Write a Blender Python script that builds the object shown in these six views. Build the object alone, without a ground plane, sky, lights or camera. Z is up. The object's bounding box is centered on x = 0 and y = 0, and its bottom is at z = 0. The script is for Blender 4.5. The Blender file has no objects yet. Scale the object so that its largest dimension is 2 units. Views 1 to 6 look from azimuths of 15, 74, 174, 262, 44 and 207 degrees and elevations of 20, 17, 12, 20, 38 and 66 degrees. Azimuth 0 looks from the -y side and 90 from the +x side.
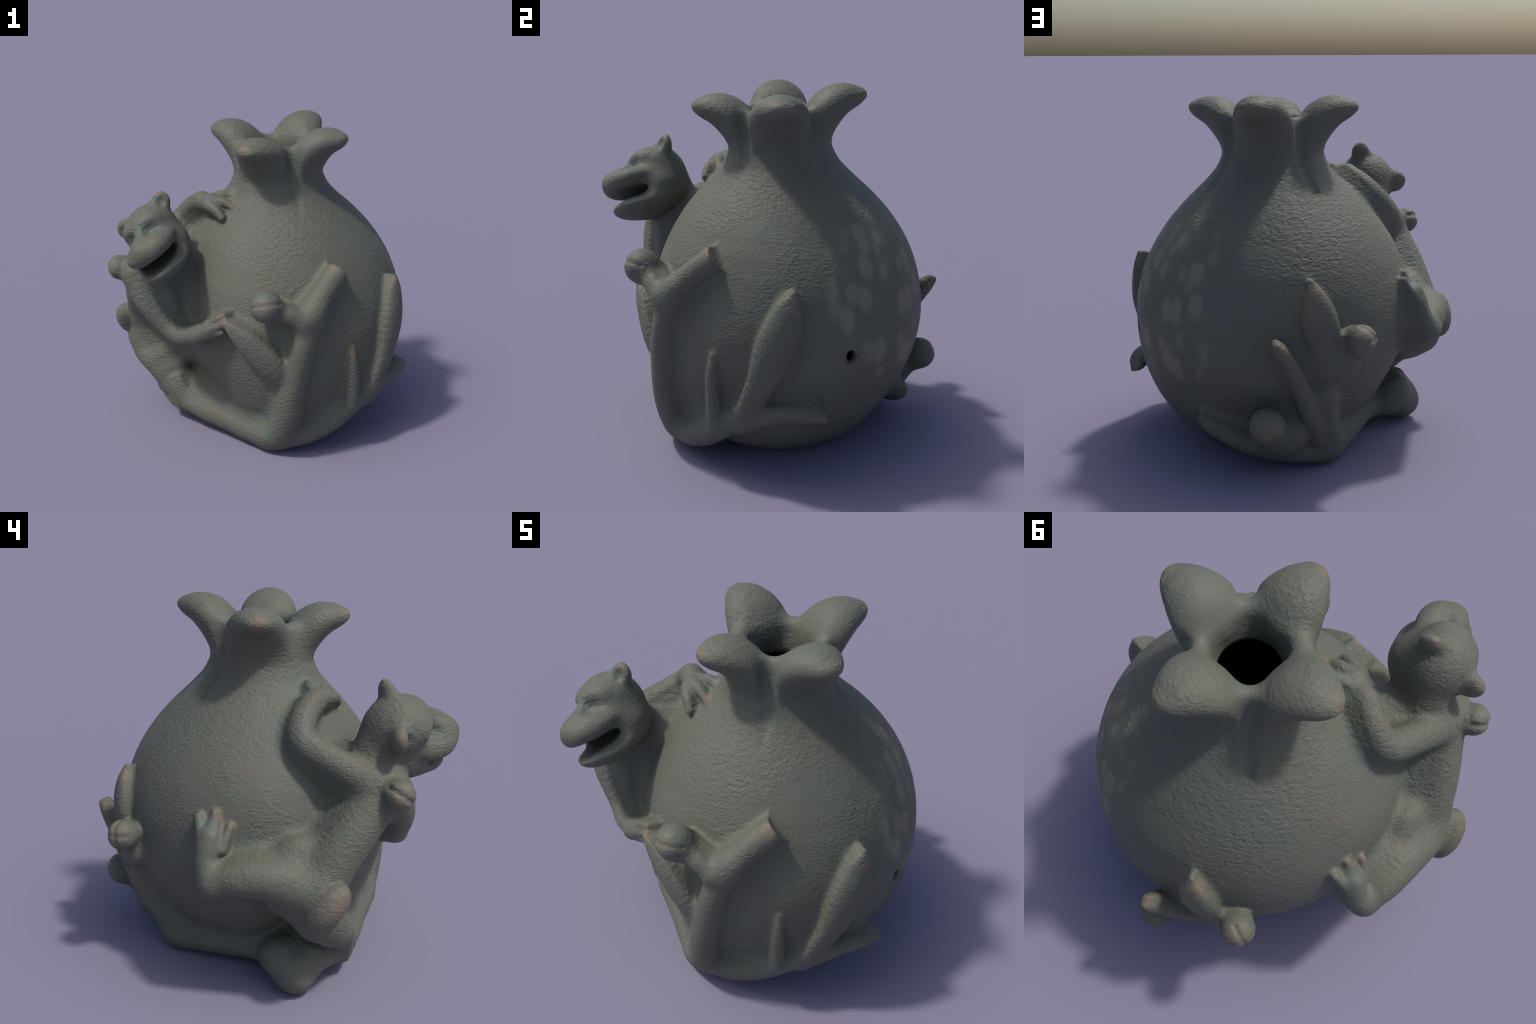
"""Weathered stone vase in the shape of a pomegranate, with a monkey clinging
to its side and pomegranate branches (leaves, buds) growing round its foot.

The whole casting is one seamless surface: every part is described by a
profile, a spine with radii or an ellipsoid, the parts are blended with a
smooth union, the surface is polygonised and finally divided by region into
the named parts."""
import bpy
import numpy as np

VOXEL = 0.0085
rng = np.random.default_rng(7)


# ------------------------------------------------------------------ helpers
def unit(v):
    v = np.asarray(v, float)
    return v / np.linalg.norm(v)


def spline(points, steps=6):
    """Catmull-Rom through control points (rows: x, y, z, radius)."""
    p = np.asarray(points, float)
    q = np.vstack([2 * p[0] - p[1], p, 2 * p[-1] - p[-2]])
    out = []
    for i in range(1, len(q) - 2):
        a, b, c, d = q[i - 1], q[i], q[i + 1], q[i + 2]
        for t in np.linspace(0, 1, steps, endpoint=False):
            out.append(0.5 * (2 * b + (c - a) * t + (2 * a - 5 * b + 4 * c - d) * t ** 2
                              + (3 * b - a - 3 * c + d) * t ** 3))
    out.append(p[-1])
    out = np.array(out)
    out[:, 3] = np.maximum(out[:, 3], 0.004)
    return out


# ------------------------------------------------------- the fruit-shaped pot
PROFILE_Z = np.array([-0.10, 0.0, .06, .12, .2, .3, .4, .5, .6, .7, .8, .9, 1.0, 1.1, 1.2, 1.3, 1.4, 1.5, 1.58, 1.66, 1.75, 1.9])
PROFILE_R = np.array([.26, .36, .462, .538, .606, .668, .712, .744, .762, .770, .770, .760, .738, .703, .652, .584, .496, .392, .320, .284, .270, .258])
fine_z = np.linspace(-0.1, 1.9, 400)


def smooth_profile():
    r = np.interp(fine_z, PROFILE_Z, PROFILE_R)
    kernel = np.hanning(23)
    kernel /= kernel.sum()
    pad = np.concatenate([2 * r[0] - r[11:0:-1], r, 2 * r[-1] - r[-2:-13:-1]])
    return np.convolve(pad, kernel, 'valid')


fine_r = smooth_profile()
fine_slope = np.gradient(fine_r, fine_z)


def axis_at(z):
    low = np.clip((0.75 - z) / 0.6, 0, 1)          # the foot leans toward the front
    low = low * low * (3 - 2 * low)
    return 0.1436 - 0.016 * (z - 1) + 0.012 * low, 0.0194 - 0.0242 * (z - 1) - 0.075 * low


def swell(dx, dy, z):
    """Hand-thrown: the wall is fuller in some directions (azimuth 0 = -y, 90 = +x)."""
    az = np.degrees(np.arctan2(dx, -dy))
    bell = lambda a, w: np.exp(-(((az - a + 180) % 360 - 180) / w) ** 2)
    level = lambda c, w: np.exp(-((z - c) / w) ** 2)
    return .036 * bell(245, 58) * level(1.05, .50) - .026 * bell(5, 38) * level(1.22, .30) + .014 * bell(82, 25) * level(.80, .3) \
        + .020 * bell(35, 25) * level(.72, .22) - .115 * bell(314, 32) * level(.36, .27)


def pot_normal(p):
    ax, ay = axis_at(p[2])
    out = np.array([p[0] - ax, p[1] - ay])
    out /= max(np.linalg.norm(out), 1e-6)
    return unit([out[0], out[1], -np.interp(p[2], fine_z, fine_slope)])


class Shape:
    """One building stone of the surface."""
    def __init__(self, part, blend=0.05, carve=False):
        self.part, self.blend, self.carve = part, blend, carve

    def box(self):
        m = self.blend + 0.03
        return self.lo - m, self.hi + m


class Tube(Shape):
    """Round or flattened sweep along a spine.  With `sink` the section is drawn
    out toward the pot, so that the limb grows out of its wall like a relief."""
    def __init__(self, part, points, blend=0.05, flat=None, squash=1.0, carve=False, steps=5, cut=None, sink=0.22, flare=0.15, wide=None):
        super().__init__(part, blend, carve)
        self.s = spline(points, steps)
        self.flat = None if flat is None else unit(flat)
        self.squash, self.cut, self.sink, self.flare = squash, cut, sink, flare
        self.segments = []
        if wide is not None:
            self.flat = True
        for a, b in zip(self.s[:-1], self.s[1:]):
            mid = (a + b)[:3] / 2
            w = -pot_normal(mid)
            r = max(a[3], b[3]) + sink * flare
            ends = np.array([a[:3], b[:3], a[:3] + w * sink, b[:3] + w * sink])
            flat_way = self.flat if wide is None else unit(np.cross((b - a)[:3], wide))
            self.segments.append((a, b, w, ends.min(0) - r, ends.max(0) + r, flat_way))
        self.lo = np.min([g[3] for g in self.segments], 0)
        self.hi = np.max([g[4] for g in self.segments], 0)

    def segment_dist(self, g, p):
        a, b, w = g[:3]
        ab = b[:3] - a[:3]
        q = p - a[:3]
        r = a[3]
        if self.sink:
            ww = w - ab * (w @ ab) / max(ab @ ab, 1e-9)
            ww = ww / max(np.linalg.norm(ww), 1e-6)
            c = np.clip(q @ ww, 0, self.sink)
            q = q - c[:, None] * ww
            r = r + self.flare * c
        t = np.clip((q @ ab) / max(ab @ ab, 1e-9), 0, 1)
        v = q - t[:, None] * ab
        d2 = np.einsum('ij,ij->i', v, v)
        if self.flat is not None:
            n = v @ g[5]
            d2 = d2 + n * n * (self.squash ** 2 - 1)
        return np.sqrt(d2) - (r + (b[3] - a[3]) * t)

    def finish(self, d, p):
        if self.flat is not None:
            d = d / (0.5 + 0.5 * self.squash)
        if self.cut is not None:
            d = np.maximum(d, (p - np.asarray(self.cut[0])) @ unit(self.cut[1]))
        return d

    def dist(self, p):
        best = np.full(len(p), 9.0)
        for g in self.segments:
            m = np.flatnonzero(((p > g[3] - .1) & (p < g[4] + .1)).all(1))
            best[m] = np.minimum(best[m], self.segment_dist(g, p[m]))
        return self.finish(best, p)


class Ball(Shape):
    """Ellipsoid with its own axes."""
    def __init__(self, part, centre, radii, axes=None, blend=0.05, carve=False):
        super().__init__(part, blend, carve)
        self.c = np.asarray(centre, float)
        self.r = np.ones(3) * np.asarray(radii, float)
        self.m = np.eye(3) if axes is None else np.array([unit(a) for a in axes])
        ext = np.abs(self.m.T) @ self.r
        self.lo, self.hi = self.c - ext, self.c + ext

    def dist(self, p):
        q = (p - self.c) @ self.m.T
        k0 = np.linalg.norm(q / self.r, axis=1)
        k1 = np.linalg.norm(q / self.r ** 2, axis=1)
        return k0 * (k0 - 1) / np.maximum(k1, 1e-6)


class Pot(Shape):
    def dist(self, p):
        ax, ay = axis_at(p[:, 2])
        rho = np.hypot(p[:, 0] - ax, p[:, 1] - ay)
        z = p[:, 2]
        radius = np.interp(z, fine_z, fine_r) + swell(p[:, 0] - ax, p[:, 1] - ay, z)
        d = (rho - radius) / np.sqrt(1 + np.interp(z, fine_z, fine_slope) ** 2)
        top = z - 1.875
        h = np.maximum(0.06 - np.abs(d - top), 0) / 0.06
        d = np.maximum(d, top) + h * h * 0.06 / 4
        floor = 0.006 - z
        h = np.maximum(0.05 - np.abs(d - floor), 0) / 0.05
        return np.maximum(d, floor) + h * h * 0.05 / 4


class Bore(Shape):
    """The mouth of the vase, widening upward, and the hollow below it."""
    def __init__(self, part):
        super().__init__(part, 0.045, True)
        self.lo, self.hi = np.array([-.2, -.35, 1.3]), np.array([.5, .35, 2.05])

    def dist(self, p):
        ax, ay = axis_at(p[:, 2])
        dx, dy = p[:, 0] - ax, p[:, 1] - ay
        rho = np.hypot(dx, dy)
        r = np.interp(p[:, 2], [1.3, 1.45, 1.60, 1.72, 1.80, 1.88, 1.95, 2.05], [.20, .20, .17, .134, .142, .160, .20, .26])
        corner = np.cos(4 * (np.arctan2(dx, -dy) - np.radians(30)))      # the lobes make it four-cornered
        r = r * (1 + .10 * corner * np.clip((p[:, 2] - 1.70) / .1, 0, 1))
        return np.maximum(rho - r, 1.3 - p[:, 2])


shapes = []


def add(*s):
    shapes.extend(s)


# calyx: four thick reflexed lobes round the mouth (tip positions)
neck = np.array([0.132, 0.0])
LEAN = [(.012, 0, 0), (0, -.012, 0), (-.018, 0, 0), (0, .016, 0)]
for index, tip in enumerate([(.026, -.456, 1.904), (.584, -.103, 1.928), (.317, .440, 1.950), (-.327, .090, 1.935)]):
    tip = np.array(tip) + LEAN[index]
    out = tip[:2] - neck
    reach = np.linalg.norm(out)
    out = out / reach
    rise = tip[2] - 1.93
    radial = lambda r, z: np.append(neck + .8 * np.array(LEAN[index][:2]) + out * r, z)
    rows = []
    for r, z, w in [(.13, 1.54, .13), (.158, 1.66, .160), (.198, 1.76, .175), (.255, 1.838, .165), (.32, 1.885, .134), (.39, 1.907, .092), (reach - .035, 1.915, .050)]:
        rows.append(np.append(radial(r, z + rise * max(0, (z - 1.6) / .33)), w))
    add(Tube('calyx_lobe.%03d' % index, rows, 0.035, wide=(-out[1], out[0], 0), squash=1.58, sink=0))

# furrows that run down the neck between the lobes
for azimuth in (32, 117, 208):
    out = np.array([np.sin(np.radians(azimuth)), -np.cos(np.radians(azimuth))])
    add(Tube('pot', [(*(neck + out * .285), 1.86, .030), (*(neck + out * .290), 1.72, .028), (*(neck + out * .335), 1.60, .020),
                     (*(neck + out * .42), 1.50, .006)], .045, carve=True, sink=0))

# ---------------------------------------------------------------- the monkey
HEAD = np.array([-.546, -.604, 1.446])
fwd = unit([.13, -.985, -.10])
lat = np.array([-.81, -.12, -.575])
lat = unit(lat - fwd * (lat @ fwd))
upw = np.cross(lat, fwd)
HEAD_AXES = (fwd, lat, upw)


def hp(f, l, u):
    return HEAD + 1.05 * (fwd * f + lat * l + upw * u)


def hrow(f, l, u, r):
    return np.append(hp(f, l, u), r * 1.05)


add(Ball('head', hp(-.01, 0, -.005), (0.150, 0.168, 0.143), HEAD_AXES, .06),
    Ball('head', hp(.07, 0, .045), (0.074, 0.127, 0.066), HEAD_AXES, .05),
    Ball('muzzle', hp(.145, 0, -.065), (.178, .168, .080), HEAD_AXES, .05),
    Ball('muzzle', hp(.20, 0, -.045), (.120, .122, .062), HEAD_AXES, .05),
    Tube('muzzle', [hrow(.10, 0, .01, .05), hrow(.20, 0, -.005, .040), hrow(.268, 0, -.018, .036)], .05, sink=0),
    Ball('head', hp(.01, 0, -.13), (.150, .178, .142), HEAD_AXES, .05),
    Tube('jaw', [hrow(-.03, 0, -.20, .10), hrow(.06, 0, -.215, .125), hrow(.12, 0, -.215, .132), hrow(.175, .015, -.20, .122), hrow(.200, .03, -.18, .098)],
         .055, flat=upw, squash=2.1, sink=0))
add(Ball('head', hp(.075, .095, -.165), (.105, .085, .075), HEAD_AXES, .06))
for side in (-1, 1):
    add(Tube('ear', [hrow(-.05, .11 * side, .05 - .01 * side, .062), hrow(-.07, .14 * side, .066 - .014 * side, .060 + .006 * side), hrow(-.082, .153 * side, .084 - .016 * side, .040 + .008 * side)],
             .03, flat=fwd, squash=1.65, sink=0))
    add(Ball('ear', hp(-.022, .162 * side, .080 - .012 * side), (.028 - .005 * side, .030, .036), HEAD_AXES, .02, carve=True))
    add(Ball('head', hp(.155, .085 * side, .03), (.026, .035, .016), HEAD_AXES, .06, carve=True))
# mouth, wide open
add(Ball('jaw', hp(.175, 0, -.140), (.16, .142, .040), HEAD_AXES, .02, carve=True),
    Ball('jaw', hp(.31, 0, -.142), (.13, .17, .034), HEAD_AXES, .02, carve=True))

add(Tube('neck', [np.append(hp(-.05, 0, -.06), .13), (-.535, -.49, 1.28, .128), (-.58, -.45, 1.15, .128)], .06, sink=0),
    Tube('neck', [(-.50, -.44, 1.22, .10), (-.58, -.43, 1.10, .11)], .06),
    Tube('torso', [(-.525, -.51, 1.15, .11), (-.46, -.54, .98, .09), (-.43, -.56, .90, .065)], .06, sink=.2, flare=.1))
add(Tube('torso', [(-.635, -.49, 1.14, .120), (-.675, -.42, 1.04, .124), (-.725, -.32, .92, .123), (-.758, -.22, .79, .126),
                   (-.787, -.15, .66, .128), (-.79, -.16, .53, .120)], .05, sink=.17, flare=0))
# right arm, hand spread on the shoulder of the fruit
add(Tube('arm', [(-.64, -.41, 1.18, .095), (-.58, -.25, 1.272, .080), (-.50, -.118, 1.353, .078), (-.42, -.128, 1.443, .070),
                 (-.335, -.192, 1.508, .064)], .04))
add(Tube('hand', [(-.325, -.195, 1.50, .055), (-.25, -.26, 1.515, .056)], .03))
for a, b, c in [((-.255, -.215, 1.535), (-.19, -.205, 1.560), (-.12, -.205, 1.560)),
                ((-.245, -.26, 1.53), (-.175, -.278, 1.535), (-.10, -.292, 1.508)),
                ((-.255, -.30, 1.51), (-.20, -.338, 1.495), (-.15, -.37, 1.458))]:
    add(Tube('finger', [(*a, .034), (*b, .031), (*c, .023)], .022))
# left arm round the front
add(Tube('arm.001', [(-.665, -.545, 1.12, .112), (-.58, -.605, .97, .090), (-.45, -.635, .825, .073), (-.35, -.68, .78, .066),
                     (-.22, -.725, .82, .056)], .04, sink=.13, flare=.05))
add(Tube('hand.001', [(-.22, -.735, .82, .056), (-.14, -.755, .875, .045)], .03))
for a, b in [((-.15, -.75, .905), (-.045, -.765, .975)), ((-.14, -.765, .87), (-.035, -.78, .93)), ((-.15, -.76, .83), (-.06, -.775, .865))]:
    add(Tube('finger', [(*a, .028), (*b, .017)], .02))
# right leg: thigh along the belly of the fruit, foot pointing up
add(Tube('leg', [(-.795, -.13, .65, .136), (-.78, .0, .705, .126), (-.768, .12, .735, .108), (-.745, .255, .73, .090), (-.695, .365, .695, .078)], .05))
add(Tube('foot', [(-.695, .375, .695, .075), (-.65, .40, .80, .062), (-.62, .38, .91, .055)], .04))
add(Tube('foot', [(-.62, .38, .86, .055), (-.57, .36, .95, .040)], .04, sink=.08, flare=.2))
for a, b in [((-.645, .415, .84), (-.545, .43, 1.0)), ((-.645, .37, .85), (-.563, .345, 1.02)), ((-.66, .325, .86), (-.612, .275, .96))]:
    add(Tube('toe', [(*a, .028), (*b, .019)], .022, sink=.06, flare=.2))
add(Ball('torso', (-.70, -.06, .82), (.08, .10, .10), None, .08))
add(Tube('leg', [(-.735, .04, .60, .07), (-.75, -.05, .56, .09), (-.78, -.12, .52, .10)], .06, sink=.1, flare=0))
# left leg: folded below, foot gripping the branch
add(Tube('leg.001', [(-.80, -.17, .50, .115), (-.765, -.225, .43, .10), (-.70, -.28, .38, .088), (-.63, -.305, .31, .073)], .05, sink=.20, flare=0))
add(Tube('foot.001', [(-.63, -.308, .31, .070), (-.58, -.335, .23, .06)], .04, sink=.1, flare=0))
for a, b, c in [((-.625, -.33, .30), (-.605, -.352, .22), (-.55, -.365, .115)), ((-.59, -.345, .30), (-.56, -.378, .22), (-.50, -.388, .115)),
                ((-.55, -.365, .29), (-.51, -.40, .22), (-.45, -.415, .14))]:
    add(Tube('toe', [(*a, .034), (*b, .030), (*c, .020)], .02, sink=.05, flare=0))

# ------------------------------------------------- buds, leaves and branches
q_axis = unit([.05, -.64, .77])
add(Ball('bud', (-.912, -.168, .628), (.086, .088, .150), ((1, 0, 0), np.cross(q_axis, (1, 0, 0)), q_axis), .015))
add(Ball('bud.001', (-.790, -.545, 1.155), (.075, .080, .078), None, .03),
    Tube('bud.001', [(-.74, -.52, 1.155, .055), (-.66, -.48, 1.15, .055)], .03, sink=0))
add(Ball('bud.002', (.232, -.816, 1.073), .097, None, .02),
    Tube('bud.002', [(.25, -.80, 1.05, .055), (.36, -.775, 1.01, .055), (.43, -.75, .97, .06)], .04, sink=.06))
add(Ball('bud.003', (-.239, .813, .785), .085, None, .025),
    Tube('bud.003', [(-.22, .78, .79, .045), (-.12, .77, .78, .045)], .03, sink=.03, flare=0))
add(Ball('bud.004', (.246, .832, .352), .094, None, .02),
    Tube('bud.004', [(.237, .80, .32, .05), (.22, .70, .22, .06)], .04, sink=.05))



def groove(part, centre, radius, a, b, width=.009, sweep=75):
    """A furrow along the great circle through direction a, turning toward b."""
    a = unit(a)
    b = unit(np.asarray(b, float) - a * (np.asarray(b, float) @ a))
    rows = []
    for t in np.radians(np.linspace(-sweep, sweep, 9)):
        rows.append(np.append(np.asarray(centre) + radius * (a * np.cos(t) + b * np.sin(t)), width))
    add(Tube(part, rows, .014, carve=True, steps=2, sink=0))


add(Tube('bud.003', [(-.085, .70, .46, .035), (-.12, .75, .58, .024), (-.18, .77, .70, .028)], .02, sink=.03, flare=0))
add(Ball('branch.003', (-.10, .745, .665), (.16, .085, .12), None, .06))
add(Ball('branch.002', (.13, .655, .24), (.12, .105, .14), None, .07))

groove('bud.001', (-.790, -.545, 1.155), .080, (-1, -.2, .1), (0, -.75, -.55), .014, 95)
groove('bud.002', (.232, -.816, 1.073), .099, (-.1, -1, .45), (1, 0, .25), .007)
groove('bud.003', (-.239, .813, .785), .087, (-.75, .6, .25), (0, .25, 1), .009)
groove('bud.003', (-.239, .813, .785), .087, (-.75, .6, .25), (.6, .7, -.1), .007, 55)
groove('bud.004', (.246, .832, .352), .096, (.1, 1, .2), (.5, 0, 1), .007)
groove('bud.004', (.246, .832, .352), .096, (.1, 1, .3), (1, 0, -.2), .006, 55)

# branch ring round the foot and the stem climbing the front
add(Tube('branch', [(-.67, -.06, .115, .098), (-.60, -.18, .15, .080), (-.49, -.305, .145, .082), (-.32, -.415, .13, .084), (-.11, -.50, .115, .088),
                    (.11, -.595, .105, .096), (.25, -.655, .145, .098), (.325, -.708, .30, .093), (.355, -.73, .46, .087), (.405, -.735, .69, .083),
                    (.455, -.715, .90, .078), (.49, -.68, 1.01, .074)], .06, sink=.12, flare=.05),
    Tube('branch', [(.48, -.69, .98, .074), (.53, -.60, 1.09, .072), (.66, -.38, 1.28, .072)], .04, sink=.05, flare=0,
         cut=((.603, -.498, 1.21), (.42, .72, .54))))
add(Tube('branch', [(-.67, -.06, .115, .095), (-.65, -.14, .23, .060)], .05, sink=.15, flare=0))
add(Tube('branch.001', [(.20, -.62, .10, .090), (.38, -.61, .135, .088), (.53, -.56, .195, .082), (.67, -.485, .295, .074), (.785, -.415, .40, .060)], .06, sink=.15, flare=.05))
add(Tube('branch.002', [(-.65, -.06, .115, .085), (-.53, -.01, .125, .075), (-.39, .10, .125, .078), (-.285, .27, .115, .080), (-.19, .41, .10, .085), (-.09, .52, .095, .090),
                        (.12, .60, .12, .075), (.34, .615, .185, .065), (.50, .585, .26, .055), (.56, .575, .305, .035)], .05, sink=.04, flare=0))
add(Tube('branch.003', [(-.10, .515, .10, .088), (-.085, .62, .28, .078), (-.065, .72, .46, .070)], .06, sink=.12, flare=.1))

body_out = lambda x, y: (x - .144, y - .02, 0)
add(Tube('leaf', [(.36, -.72, .52, .05), (.26, -.785, .655, .085), (.13, -.805, .80, .080), (.03, -.81, .89, .045), (-.02, -.81, .932, .018)],
         .03, flat=body_out(.12, -.80), squash=2.0, sink=.10, flare=.1))
add(Tube('leaf.001', [(.815, -.41, .40, .058), (.878, -.345, .58, .074), (.905, -.265, .78, .104), (.910, -.208, .94, .080), (.917, -.178, 1.055, .02)],
         .022, flat=body_out(.88, -.25), squash=1.9, sink=.06, flare=0))
add(Tube('leaf.002', [(.77, -.42, .33, .055), (.87, -.28, .41, .055), (.945, -.13, .42, .045), (.972, -.03, .382, .012)],
         .03, sink=.05, flare=0))
add(Tube('leaf.003', [(.695, -.535, .33, .048), (.70, -.545, .44, .046), (.702, -.550, .60, .037), (.699, -.544, .70, .018)], .035, sink=.10, flare=.1))
add(Tube('leaf.004', [(-.04, .62, .20, .06), (.01, .715, .36, .060), (.055, .785, .51, .054), (.12, .85, .655, .046), (.175, .90, .755, .038), (.203, .925, .800, .024)], .03, sink=.03, flare=0))
add(Tube('leaf.005', [(-.08, .715, .46, .055), (-.078, .755, .60, .050), (-.055, .785, .74, .078), (-.028, .80, .87, .100), (-.005, .80, .98, .072), (.012, .78, 1.085, .018)],
         .025, flat=(0, 1, .1), squash=1.7, sink=.06, flare=0))
add(Ball('pot', (.917, .132, .693), (.03, .022, .035), None, .012, carve=True))

bore = Bore('pot')
pot = Pot('pot')


# -------------------------------------------------------------- evaluation
def combine(d, f, s):
    k = s.blend
    if s.carve:
        h = np.maximum(k - np.abs(d + f), 0) / k
        return np.maximum(d, -f) + h * h * k / 4
    h = np.maximum(k - np.abs(d - f), 0) / k
    return np.minimum(d, f) - h * h * k / 4


def order():
    return [s for s in shapes if not s.carve] + [bore] + [s for s in shapes if s.carve]


def grid_field(lo, n, h):
    d = np.full(n, 9.0, np.float32)
    ax = [lo[i] + h * np.arange(n[i]) for i in range(3)]

    def block(a, b):
        g = np.meshgrid(*[ax[i][a[i]:b[i]] for i in range(3)], indexing='ij')
        return np.stack([v.ravel() for v in g], 1)

    def span(l, u):
        return ([max(0, int((l[i] - lo[i]) / h)) for i in range(3)],
                [min(n[i], int((u[i] - lo[i]) / h) + 2) for i in range(3)])
    for k in range(0, n[2], 16):
        a, b = (0, 0, k), (n[0], n[1], min(k + 16, n[2]))
        d[:, :, k:b[2]] = pot.dist(block(a, b)).reshape(n[0], n[1], b[2] - k)
    # the hollow of the vessel, a wall of 35 mm left standing
    inner = np.maximum(d + .035, (ax[2] - 1.5)[None, None, :])
    hollow = np.flatnonzero(inner.ravel() < .03)
    inner = inner.ravel()[hollow]
    for s in order():
        if s is bore:
            flat = d.reshape(-1)
            flat[hollow] = combine(flat[hollow], inner, s)
        a, b = span(*s.box())
        sl = tuple(slice(a[i], b[i]) for i in range(3))
        shape = [b[i] - a[i] for i in range(3)]
        if isinstance(s, Tube):
            f = np.full(shape, 9.0)
            m = s.blend + 0.03
            for g in s.segments:
                c, e = span(g[3] - m, g[4] + m)
                c, e = np.maximum(c, a), np.minimum(e, b)
                sub = tuple(slice(c[i] - a[i], e[i] - a[i]) for i in range(3))
                v = s.segment_dist(g, block(c, e)).reshape([e[i] - c[i] for i in range(3)])
                f[sub] = np.minimum(f[sub], v)
            f = f.ravel()
            near = np.flatnonzero(f < 8)
            if s.flat is not None or s.cut is not None:
                f[near] = s.finish(f[near], block(a, b)[near])
        else:
            f = s.dist(block(a, b))
        old = d[sl].ravel().astype(float)
        d[sl] = combine(old, f, s).reshape(shape)
    return d


def sample(grid, p, lo, h):
    """Trilinear look-up."""
    q = (p - lo) / h
    i = np.floor(q).astype(int)
    i = np.clip(i, 0, np.array(grid.shape[:3]) - 2)
    t = q - i
    out = 0
    for a in (0, 1):
        for b in (0, 1):
            for c in (0, 1):
                w = (t[:, 0] if a else 1 - t[:, 0]) * (t[:, 1] if b else 1 - t[:, 1]) * (t[:, 2] if c else 1 - t[:, 2])
                out = out + grid[i[:, 0] + a, i[:, 1] + b, i[:, 2] + c] * w
    return out


def surface_net(d, lo, h):
    """Dual polygonisation: one vertex per cell crossed by the surface."""
    n = np.array(d.shape)
    inside = d < 0
    corners = [(i, j, k) for i in (0, 1) for j in (0, 1) for k in (0, 1)]
    count = np.zeros(n - 1, np.int8)
    for c in corners:
        count += inside[c[0]:n[0] - 1 + c[0], c[1]:n[1] - 1 + c[1], c[2]:n[2] - 1 + c[2]]
    cells = np.argwhere((count > 0) & (count < 8))
    index = np.full(n - 1, -1, np.int64)
    index[tuple(cells.T)] = np.arange(len(cells))
    val = {c: d[tuple((cells + c).T)] for c in corners}
    acc, cnt = np.zeros((len(cells), 3)), np.zeros(len(cells))
    for a in corners:
        for axis in range(3):
            if a[axis]:
                continue
            b = tuple(1 if i == axis else a[i] for i in range(3))
            va, vb = val[a], val[b]
            m = (va < 0) != (vb < 0)
            t = va[m] / (va[m] - vb[m])
            pos = np.tile(np.array(a, float), (m.sum(), 1))
            pos[:, axis] += t
            acc[m] += pos
            cnt[m] += 1
    verts = np.asarray(lo) + h * (cells + acc / cnt[:, None])
    quads = []
    for axis in range(3):
        o1, o2 = [(1, 2), (2, 0), (0, 1)][axis]
        sa = [slice(1, -1)] * 3
        sb = [slice(1, -1)] * 3
        sa[axis], sb[axis] = slice(0, -1), slice(1, None)
        A, B = inside[tuple(sa)], inside[tuple(sb)]
        cross = np.argwhere(A != B)
        base = cross + 1
        base[:, axis] -= 1
        flip = A[tuple(cross.T)]
        e1, e2 = np.eye(3, dtype=int)[o1], np.eye(3, dtype=int)[o2]
        q = np.stack([index[tuple((base - e1 - e2).T)], index[tuple((base - e2).T)],
                      index[tuple(base.T)], index[tuple((base - e1).T)]], 1)
        q[~flip] = q[~flip][:, ::-1]
        quads.append(q)
    return verts, np.vstack(quads)


def gradient(p, e):
    g = np.zeros_like(p)
    for i in range(3):
        o = np.zeros(3)
        o[i] = e
        g[:, i] = sample(grid, p + o, low, VOXEL) - sample(grid, p - o, low, VOXEL)
    return g / (2 * e)


low, high = np.array([-1.15, -1.1, -0.06]), np.array([1.1, 1.1, 2.08])
size = np.ceil((high - low) / VOXEL).astype(int)
grid = grid_field(low, tuple(size), VOXEL)
verts, quads = surface_net(grid, low, VOXEL)
for _ in range(2):
    g = gradient(verts, VOXEL * .5)
    gg = np.maximum((g * g).sum(1), 0.2)
    step = sample(grid, verts, low, VOXEL) / gg
    verts -= np.clip(step, -VOXEL, VOXEL)[:, None] * g
normals = gradient(verts, VOXEL * .75)
normals /= np.maximum(np.linalg.norm(normals, axis=1), 1e-6)[:, None]

# ------------------------------------------------------------ divide by part
finger_count = {}
part_names = ['pot']
part_shapes = {'pot': [pot]}
for s in shapes:
    if s.carve:
        continue
    name = s.part
    if name in ('finger', 'toe', 'ear'):
        i = finger_count.get(name, 0)
        finger_count[name] = i + 1
        name = name if i == 0 else '%s.%03d' % (name, i)
    part_shapes.setdefault(name, []).append(s)
part_names = list(part_shapes)
centres = verts[quads].mean(1)
owner, best = np.zeros(len(quads), int), np.full(len(quads), 9.0)
for i, name in enumerate(part_names):
    for s in part_shapes[name]:
        if s is pot:
            m = np.arange(len(centres))
        else:
            lo, hi = s.box()
            m = np.flatnonzero(((centres > lo) & (centres < hi)).all(1))
        if not len(m):
            continue
        f = s.dist(centres[m]) - (0.0 if s is pot else 0.006)
        w = f < best[m]
        best[m[w]] = f[w]
        owner[m[w]] = i
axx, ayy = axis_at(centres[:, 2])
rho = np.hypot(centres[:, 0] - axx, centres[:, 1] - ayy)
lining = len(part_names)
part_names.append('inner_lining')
owner[(pot.dist(centres) < -.022) & (centres[:, 2] < 1.70)] = lining


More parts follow.
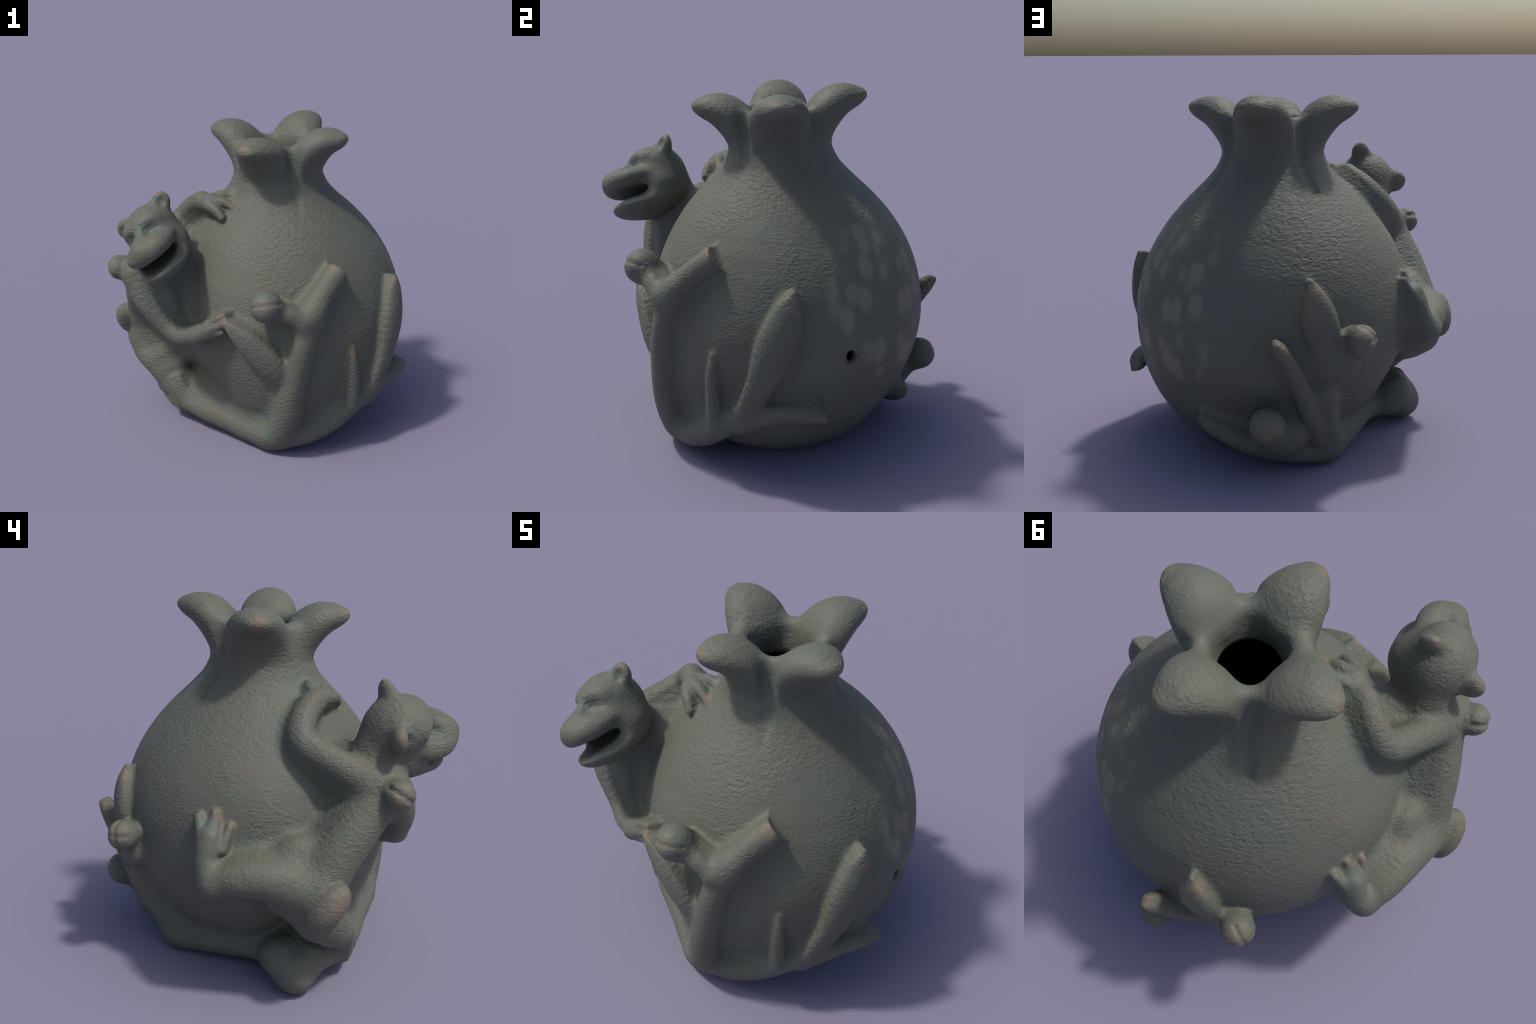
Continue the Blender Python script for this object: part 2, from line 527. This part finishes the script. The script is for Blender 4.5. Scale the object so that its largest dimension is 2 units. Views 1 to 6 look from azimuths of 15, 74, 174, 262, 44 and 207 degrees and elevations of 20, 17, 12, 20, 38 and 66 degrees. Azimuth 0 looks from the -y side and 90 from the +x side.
# ----------------------------------------------------------------- materials
class Nodes:
    def __init__(self, name):
        self.mat = bpy.data.materials.new(name)
        self.mat.use_nodes = True
        self.t = self.mat.node_tree
        self.t.nodes.clear()
        self.co = self.t.nodes.new('ShaderNodeTexCoord').outputs['Object']

    def node(self, kind, **inputs):
        n = self.t.nodes.new(kind)
        for k, v in inputs.items():
            if k.startswith('p_'):
                setattr(n, k[2:], v)
                continue
            key = int(k[1:]) if k[0] == 'i' and k[1:].isdigit() else k
            if hasattr(v, 'is_linked') and hasattr(v, 'links'):
                self.t.links.new(v, n.inputs[key])
            else:
                n.inputs[key].default_value = v
        return n

    def math(self, op, a, b=0.0, clamp=False):
        n = self.node('ShaderNodeMath', p_operation=op, p_use_clamp=clamp, i0=a, i1=b)
        return n.outputs[0]

    def noise(self, scale, detail=4, rough=.55, distortion=0.0, vector=None):
        return self.node('ShaderNodeTexNoise', Vector=vector or self.co, Scale=scale, Detail=detail,
                         Roughness=rough, Distortion=distortion).outputs['Fac']

    def ramp(self, v, a, b, smooth=True):
        n = self.node('ShaderNodeMapRange', p_interpolation_type='SMOOTHSTEP' if smooth else 'LINEAR', i0=v, i1=a, i2=b)
        return n.outputs[0]

    def mix(self, fac, a, b):
        n = self.node('ShaderNodeMix', p_data_type='RGBA')
        for key, v in ((0, fac), (6, a), (7, b)):
            if hasattr(v, 'links'):
                self.t.links.new(v, n.inputs[key])
            else:
                n.inputs[key].default_value = v
        return n.outputs[2]

    def stretch(self, sx, sy, sz):
        return self.node('ShaderNodeMapping', Vector=self.co, Scale=(sx, sy, sz)).outputs[0]


def rgb(r, g, b):
    return (r, g, b, 1.0)


def near_points(n, points):
    """Soft mask, 1 close to any of the points (x, y, z, reach)."""
    total = None
    for x, y, z, r in points:
        d = n.node('ShaderNodeVectorMath', p_operation='DISTANCE', i0=n.co, i1=(x, y, z)).outputs['Value']
        m = n.ramp(d, r, r * .25)
        total = m if total is None else n.math('MAXIMUM', total, m)
    return total


def weathered_stone(name, warm, teal, spots=False, relief=.62):
    n = Nodes(name)
    patches = n.ramp(n.noise(3.2, 5, .6), .35, .68)
    base = n.mix(patches, rgb(.127, .128, .097), rgb(.118, .137, .112))
    grain = n.ramp(n.noise(38, 6, .7), .3, .72)
    base = n.mix(n.math('MULTIPLY', grain, .55), base, rgb(.146, .142, .109))
    base = n.mix(n.math('MULTIPLY', n.ramp(n.noise(15, 3, .6, .4), .52, .72), .5), base, rgb(.108, .137, .119))
    base = n.mix(n.math('MULTIPLY', n.ramp(n.noise(12, 3, .6, .4, n.stretch(1.1, .9, 1.2)), .54, .74), .45), base, rgb(.150, .129, .111))
    if warm:
        m = n.math('MULTIPLY', near_points(n, warm), n.ramp(n.noise(22, 4, .6), .25, .65))
        base = n.mix(n.math('MULTIPLY', m, .85), base, rgb(.215, .160, .116))
    if teal:
        m = n.math('MULTIPLY', near_points(n, teal), n.ramp(n.noise(17, 4, .6), .3, .6))
        base = n.mix(n.math('MULTIPLY', m, .75), base, rgb(.108, .150, .128))
    if spots:
        v = n.node('ShaderNodeTexVoronoi', Vector=n.stretch(1, 1, .62), Scale=9.5, Randomness=.75).outputs['Distance']
        region = n.ramp(near_points(n, [(.75, .36, 1.0, .50), (.74, .48, .78, .42), (.68, .42, 1.18, .36)]), .12, .45)
        s = n.math('MULTIPLY', n.ramp(v, .58, .28), region)
        base = n.mix(n.math('MULTIPLY', s, .8), base, rgb(.228, .214, .146))
        h = near_points(n, [(.905, .130, .69, .05)])
        base = n.mix(h, base, rgb(.060, .030, .025))
    # leathery wrinkles, strong in some places and worn smooth in others
    wrinkle = n.noise(34, 2.5, .5, .5, n.stretch(1, 1, 2.1))
    fold = n.math('ABSOLUTE', n.math('SUBTRACT', n.noise(21, 2, .5, .6, n.stretch(1, 1, 1.5)), .5))
    worn = n.ramp(n.noise(2.3, 2, .5), .30, .58)
    worn = n.math('ADD', n.math('MULTIPLY', worn, .8), .2)
    height = n.math('ADD', n.math('MULTIPLY', wrinkle, 1.0), n.math('MULTIPLY', fold, .7))
    height = n.math('MULTIPLY', n.math('ADD', height, n.math('MULTIPLY', n.noise(90, 2), .3)), worn)
    bump = n.node('ShaderNodeBump', Strength=relief, Distance=.014, Height=height).outputs[0]
    out = n.node('ShaderNodeOutputMaterial')
    p = n.node('ShaderNodeBsdfPrincipled', **{'Base Color': base, 'Roughness': .58, 'Normal': bump})
    p.inputs['Specular IOR Level'].default_value = .3
    n.t.links.new(p.outputs[0], out.inputs[0])
    return n.mat


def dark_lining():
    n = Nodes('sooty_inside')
    base = n.mix(n.noise(12, 4), rgb(.006, .006, .006), rgb(.014, .014, .013))  # near-black colour of the inside, seen down the mouth
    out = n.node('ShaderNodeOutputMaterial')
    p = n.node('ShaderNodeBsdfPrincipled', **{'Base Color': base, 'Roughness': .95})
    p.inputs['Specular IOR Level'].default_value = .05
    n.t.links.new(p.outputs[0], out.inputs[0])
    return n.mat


ears = [(*hp(-.085, .170 * s, .12), .07) for s in (-1, 1)]
warm_points = ears + [(-.96, -.20, .66, .13), (-.83, -.56, 1.16, .10), (-.26, .86, .80, .11), (.23, -.87, 1.09, .08),
                      (.203, .93, .80, .08), (.05, .80, .98, .13), (-.02, .82, 1.05, .10), (-.53, .42, .98, .07), (-.55, .34, 1.0, .07),
                      (.61, -.52, 1.22, .07), (.92, -.18, 1.02, .08), (-.02, -.81, .93, .06),
                      (.02, -.46, 1.91, .08), (.585, -.10, 1.93, .08), (.317, .44, 1.95, .08), (-.33, .09, 1.93, .08),
                      (-.55, -.36, .15, .08), (-.11, -.30, 1.53, .05), (-.12, -.205, 1.57, .05), (-.69, -.05, .06, .09), (.25, .92, .36, .10),
                      (.97, -.04, .39, .06), (.70, -.55, .69, .06), (-.05, -.77, .95, .06), (-.61, .28, .97, .05)]
teal_points = [(-.36, -.06, 1.36, .16), (-.20, -.14, 1.56, .14), tuple(np.append(hp(.15, -.05, .03), .10)), tuple(np.append(hp(.15, .06, .02), .10)),
               tuple(np.append(hp(-.03, -.13, .10), .05)), (-.10, -.62, .28, .20), (.20, -.70, .22, .16), (-.60, -.50, 1.20, .14),
               (-.56, .18, .86, .18), (-.57, .40, .95, .10), (.22, -.24, 1.72, .16), (.60, -.50, .30, .2), (-.38, -.50, .30, .15)]
stone = weathered_stone('weathered_stone', warm_points, teal_points, spots=True)
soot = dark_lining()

# -------------------------------------------------------------------- objects
root = bpy.data.objects.new('monkey_vase', None)
bpy.context.scene.collection.objects.link(root)
root['label'] = 'grey-green stone pomegranate vase with clinging monkey and branches'
root['category'] = 'vase'

parents = {'ear': 'head', 'muzzle': 'head', 'jaw': 'head', 'leaf': 'branch', 'bud.002': 'branch', 'leaf.001': 'branch.001',
           'leaf.002': 'branch.001', 'leaf.003': 'branch.001', 'leaf.004': 'branch.003', 'leaf.005': 'branch.003',
           'bud.003': 'branch.003', 'bud.004': 'branch.002', 'finger': 'hand', 'finger.001': 'hand', 'finger.002': 'hand',
           'finger.003': 'hand.001', 'finger.004': 'hand.001', 'finger.005': 'hand.001', 'ear.001': 'head',
           'toe': 'foot', 'toe.001': 'foot', 'toe.002': 'foot', 'toe.003': 'foot.001', 'toe.004': 'foot.001', 'toe.005': 'foot.001',
           'inner_lining': 'pot'}
objects = {}
for i, name in enumerate(part_names):
    faces = quads[owner == i]
    if not len(faces):
        continue
    used, local = np.unique(faces, return_inverse=True)
    local = local.reshape(faces.shape)
    me = bpy.data.meshes.new(name)
    me.vertices.add(len(used))
    me.vertices.foreach_set('co', verts[used].astype(np.float32).ravel())
    me.loops.add(local.size)
    me.loops.foreach_set('vertex_index', local.astype(np.int32).ravel())
    me.polygons.add(len(local))
    me.polygons.foreach_set('loop_start', np.arange(0, local.size, 4, dtype=np.int32))
    me.update(calc_edges=True)
    me.polygons.foreach_set('use_smooth', np.ones(len(local), bool))
    me.normals_split_custom_set_from_vertices(normals[used])
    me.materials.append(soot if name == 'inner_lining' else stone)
    ob = bpy.data.objects.new(name, me)
    bpy.context.scene.collection.objects.link(ob)
    objects[name] = ob
for name, ob in objects.items():
    ob.parent = objects.get(parents.get(name), root)
print('verts', len(verts), 'bbox', verts.min(0).round(3), verts.max(0).round(3))
